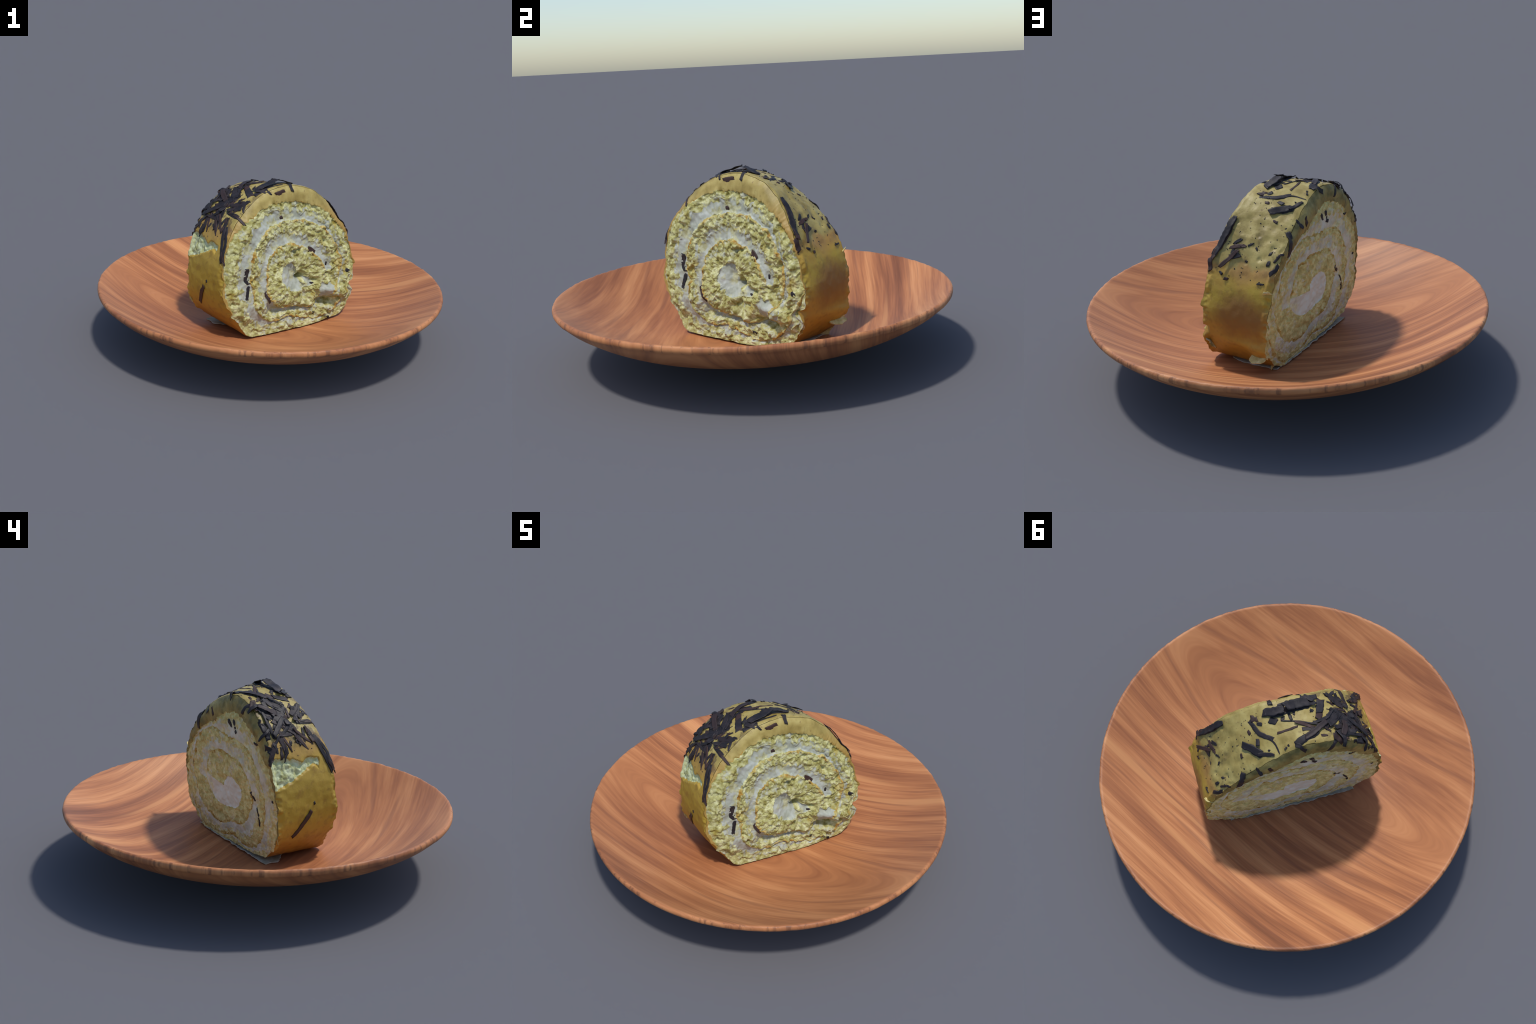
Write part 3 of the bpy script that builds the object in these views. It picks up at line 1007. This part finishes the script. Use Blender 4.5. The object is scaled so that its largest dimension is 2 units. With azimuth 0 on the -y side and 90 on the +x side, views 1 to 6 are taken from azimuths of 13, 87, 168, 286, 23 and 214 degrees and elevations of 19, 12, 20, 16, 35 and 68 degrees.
class Surface:
    def __init__(self, V, W, VN, grid, side, Q):
        from mathutils.kdtree import KDTree
        self.V, self.W, self.VN, self.g = V, W, VN, grid
        self.trees = []
        for k in (0, 1):
            ids = np.unique(Q[side == k])
            kd = KDTree(len(ids))
            for i in ids:
                kd.insert((V[i, 0], V[i, 2], 0), int(i))
            kd.balance()
            self.trees.append(kd)

    def at(self, ang, u):
        """position and outward normal"""
        a = (ang % 360) / 360 * M
        j = int(a) % M
        fa = a - int(a)
        j2 = (j + 1) % M
        if 0 <= u <= 1:
            s = u * (len(self.g) - 1)
            i = min(int(s), len(self.g) - 2)
            fs = s - i
            g = self.g
            def mixv(A):
                return ((A[g[i, j]] * (1 - fa) + A[g[i, j2]] * fa) * (1 - fs) + (A[g[i + 1, j]] * (1 - fa) + A[g[i + 1, j2]] * fa) * fs)
            return mixv(self.W), mixv(self.VN)
        front = u < 0
        c, R = (FRONT_C, R_FRONT) if front else (BACK_C, R_BACK)
        d = (-u if front else u - 1) * .35
        r = max(R[j] * (1 - fa) + R[j2] * fa - d, 0)
        t, z = c[0] + r * math.cos(math.radians(ang)), c[1] + r * math.sin(math.radians(ang))
        near = self.trees[0 if front else 1].find_n((t, z, 0), 8)
        n = np.mean([self.V[i, 1] for _, i, _ in near])
        return world(np.array(t), np.array(n), np.array(z)), (N if front else -N)

def make_shaving(surf, rng, width, path, lifts, thick, name, mat):
    pts = np.array(path, float)
    # positions along the path, about 5 mm apart
    seg = []
    key = [surf.at(*p)[0] for p in pts]
    ln = sum(np.linalg.norm(key[i + 1] - key[i]) for i in range(len(key) - 1))
    ns = max(int(ln / .005), 5)
    s = np.linspace(0, 1, ns)
    ks = np.linspace(0, 1, len(pts))
    A, U = np.interp(s, ks, pts[:, 0]), np.interp(s, ks, pts[:, 1])
    PN = [surf.at(a, u) for a, u in zip(A, U)]
    P = np.array([p for p, _ in PN])
    Nn = np.array([n for _, n in PN])
    for _ in range(3):                     # a stiff strip does not follow every crumb
        P[1:-1] = (P[:-2] + 2 * P[1:-1] + P[2:]) / 4
        Nn[1:-1] = (Nn[:-2] + 2 * Nn[1:-1] + Nn[2:]) / 4
    Nn /= np.linalg.norm(Nn, axis=1)[:, None]
    tan = np.gradient(P, axis=0)
    tan /= np.linalg.norm(tan, axis=1)[:, None] + 1e-9
    side = np.cross(tan, Nn)
    side /= np.linalg.norm(side, axis=1)[:, None] + 1e-9
    lift = np.interp(s, np.linspace(0, 1, len(lifts)), lifts)
    lift = lift + .0012 * np.sin(s * rng.uniform(3, 9) + rng.uniform(0, 6)) 
    e0, e1 = rng.uniform(.25 if width < .02 else .6, 1.0, 2)
    taper = np.minimum(1, np.minimum(e0 + (1 - e0) * s * rng.uniform(2, 9), e1 + (1 - e1) * (1 - s) * rng.uniform(2, 9)))
    nw = 7
    xs = np.linspace(-1, 1, nw)
    jl, jr = rng.normal(0, .10, ns), rng.normal(0, .10, ns)
    k = np.array([.25, .5, .25])
    jl, jr = np.convolve(jl, k, "same"), np.convolve(jr, k, "same")
    curl = rng.uniform(-.10, .16)
    slant = rng.uniform(-.5, .5)
    top, bot = [], []
    for i in range(ns):
        for x in xs:
            wv = width / 2 * taper[i] * (1 + (jl[i] if x < 0 else jr[i]))
            along = slant * x * width * .5 * (1 if i in (0, ns - 1) else 0)
            c = P[i] + side[i] * x * wv + tan[i] * along
            hh = lift[i] + curl * width * x * x * .5 + .0003 * rng.normal()
            ed = .55 if abs(x) > .9 or i in (0, ns - 1) else 1.0
            top.append(c + Nn[i] * (hh + thick * .5 * ed))
            bot.append(c + Nn[i] * (hh - thick * .5 * ed - (.002 if lift[i] < .004 else 0)))
    n0 = len(top)
    vs = top + bot
    fs = []
    for i in range(ns - 1):
        for j in range(nw - 1):
            a, b, c, d = i * nw + j, i * nw + j + 1, (i + 1) * nw + j + 1, (i + 1) * nw + j
            fs.append((a, b, c, d))
            fs.append((n0 + a, n0 + d, n0 + c, n0 + b))
    ring = [j for j in range(nw)] + [i * nw + nw - 1 for i in range(1, ns)] + [(ns - 1) * nw + j for j in range(nw - 2, -1, -1)] + [i * nw for i in range(ns - 2, 0, -1)]
    for a, b in zip(ring, ring[1:] + ring[:1]):
        fs.append((b, a, n0 + a, n0 + b))
    return vs, fs, max(ln, width)

def build_shavings(surf, par, mat):
    rng = np.random.RandomState(5)
    tiny_v, tiny_f = [], []
    items = []
    for lst, kind in ((SHAVINGS_TOP, 0), (SHAVINGS_FLANKS, 1), (SHAVINGS_ON_CUTS, 2)):
        for w, *path in lst:
            a = rng.uniform(0, 1, 3)
            if kind == 0:
                lifts = (-.0003 + .012 * a[0] ** 5, .0 + .002 * a[1], -.0003 + .012 * a[2] ** 5)
            elif kind == 1:
                lifts = (.001 + .005 * a[0] ** 4, .0012, .001 + .005 * a[2] ** 4)
            else:
                lifts = (.000, .0005, .000)
            items.append((w, path, lifts, (.0036 if kind < 2 else .003)))
    for w, l0, l1, l2, *path in SHAVINGS_RAISED:
        items.append((w, path, (l0, l1, l2), .0038))
    # flat slivers matted together over the crown and the left shoulder
    for _ in range(30):
        a, u = rng.normal(126, 12), rng.uniform(.06, .94)
        ln, d = rng.uniform(.03, .10), rng.normal(.35, .45)
        path = [(a, u), (a + ln * 120 * math.cos(d), float(np.clip(u + ln * 3 * math.sin(d), -.01, 1.02)))]
        li = rng.uniform(0, 1, 3) ** 4
        items.append((rng.uniform(.008, .034), path, (.0005 + .016 * li[0], .0005 + .003 * li[1], .0005 + .016 * li[2]), .0028))
    for w, path, lifts, th in items:
        v, f, size = make_shaving(surf, rng, w, path, lifts, th, "chocolate_shaving", mat)
        if size < .021:
            k = len(tiny_v)
            tiny_v += v
            tiny_f += [tuple(i + k for i in q) for q in f]
        else:
            ob = new_mesh("chocolate_shaving", v, f, mat)
            ob.parent = par
            ob.matrix_parent_inverse = par.matrix_basis.inverted()
    # specks of chocolate dust scattered over the coating
    for _ in range(130):
        u = rng.uniform(.02, .98)
        a = rng.choice([rng.uniform(20, 75), rng.uniform(75, 150)])
        L, w = rng.uniform(.003, .010), rng.uniform(.003, .006)
        d = rng.uniform(0, 6.28)
        path = [(a, u), (a + L * 120 * math.cos(d), float(np.clip(u + L * 3 * math.sin(d), 0, 1)))]
        v, f, _s = make_shaving(surf, rng, w, path, (-.0008, -.0005, -.0008), .003, "", mat)
        k = len(tiny_v)
        tiny_v += v
        tiny_f += [tuple(i + k for i in q) for q in f]
    ob = new_mesh("chocolate_crumbs", tiny_v, tiny_f, mat)
    ob["kind"] = "stuff"
    ob.parent = par
    ob.matrix_parent_inverse = par.matrix_basis.inverted()

def build_paper(par, mat):
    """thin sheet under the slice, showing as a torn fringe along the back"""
    nx, ny = 120, 50
    t = np.linspace(-.335, .360, nx)
    q = np.linspace(0, 1, ny)
    TT, QQ = np.meshgrid(t, q, indexing="ij")
    edge = .010 * perlin(np.stack([t, 0 * t, 0 * t], 1), .06, 3) + .006 * perlin(np.stack([t, 0 * t, 0 * t], 1), .02, 5)
    back = np.interp(t, [-.365, -.33, -.1, .2, .375], [-.150, -.162, -.160, -.158, -.150]) + edge
    front = np.interp(t, [-.365, -.30, -.2, .2, .33, .375], [-.12, -.05, .05, .12, .11, .05]) + 2.2 * edge
    NN = back[:, None] * (1 - QQ) + front[:, None] * QQ
    side = .012 * perlin(np.stack([NN.ravel(), 0 * NN.ravel(), 0 * NN.ravel()], 1), .05, 9).reshape(NN.shape)
    TT = TT + side * np.abs(TT) / .37
    r = np.sqrt(TT ** 2 + NN ** 2)
    Z = np.maximum(.1135, plate_top(r) + .003)
    Z = Z + .004 * smooth(.06, 0, QQ) * (1 + perlin(np.stack([TT.ravel(), NN.ravel(), 0 * TT.ravel()], 1), .05, 2).reshape(TT.shape))
    top = world(TT, NN, Z + .002).reshape(-1, 3)
    bot = world(TT, NN, Z - .0015).reshape(-1, 3)
    n0 = nx * ny
    fs = []
    for i in range(nx - 1):
        for j in range(ny - 1):
            a, b, c, d = i * ny + j, (i + 1) * ny + j, (i + 1) * ny + j + 1, i * ny + j + 1
            fs += [(a, d, c, b), (n0 + a, n0 + b, n0 + c, n0 + d)]
    ring = [i * ny for i in range(nx)] + [(nx - 1) * ny + j for j in range(1, ny)] + [i * ny + ny - 1 for i in range(nx - 2, -1, -1)] + [j for j in range(ny - 2, 0, -1)]
    for a, b in zip(ring, ring[1:] + ring[:1]):
        fs.append((a, b, n0 + b, n0 + a))
    ob = new_mesh("paper_liner", np.concatenate([top, bot]), fs, mat)
    ob.parent = par
    ob.matrix_parent_inverse = par.matrix_basis.inverted()

def build_lip(surf, par, mat, path, out, tilt, thick, seed):
    """small torn tongue of crumb standing out from an edge of the slice"""
    n, k = 18, 9
    s = np.linspace(0, 1, n)
    q = np.linspace(0, 1, k)
    A = np.interp(s, [0, 1], [path[0][0], path[1][0]])
    U = np.interp(s, [0, 1], [path[0][1], path[1][1]])
    vs = []
    for lay in (1, -1):
        for i in range(n):
            P, Nv = surf.at(A[i], U[i])
            d = Nv + np.array([0, 0, tilt])
            d /= np.linalg.norm(d)
            up = np.array([0, 0, 1.0]) - d * d[2]
            up /= np.linalg.norm(up)
            ln = out * (.25 + .75 * math.sin(math.pi * min(s[i] * 1.15, 1)) ** .7) * (1 + .5 * perlin(np.array([[s[i] * 3, seed, 0]]), 1)[0])
            for x in q:
                c = P + d * (x * (ln + .012) - .012) + up * (lay * thick * .5 * (1 - .75 * x * x) + .35 * ln * x * x)
                w = perlin(np.array([c]), .018, seed)[0]
                vs.append(c + up * w * .004 + d * w * .003 * x)
    fs = []
    m0 = n * k
    for i in range(n - 1):
        for j in range(k - 1):
            a, b, c, d = i * k + j, (i + 1) * k + j, (i + 1) * k + j + 1, i * k + j + 1
            fs += [(a, b, c, d), (m0 + a, m0 + d, m0 + c, m0 + b)]
    ring = [i * k for i in range(n)] + [(n - 1) * k + j for j in range(1, k)] + [i * k + k - 1 for i in range(n - 2, -1, -1)] + [j for j in range(k - 2, 0, -1)]
    for a, b in zip(ring, ring[1:] + ring[:1]):
        fs.append((b, a, m0 + a, m0 + b))
    ob = new_mesh("torn_lip", vs, fs, mat)
    ob.parent = par
    ob.matrix_parent_inverse = par.matrix_basis.inverted()

surface = Surface(V, W, VN, GRID, SIDE, Q)
for path, out, tilt, th, sd in [(((333, .72), (336, .99)), .042, .15, .016, 1), (((16, .90), (17, 1.0)), .020, .4, .008, 2),
                                (((338, .02), (329, .10)), .020, .0, .016, 3), (((318, .86), (325, .99)), .018, -.3, .012, 4),
                                (((200, .97), (195, 1.0)), .012, .2, .008, 6)]:
    build_lip(surface, cake, sponge_m, path, out, tilt, th, sd)
build_shavings(surface, cake, chocolate_material())
build_paper(cake, paper_material())
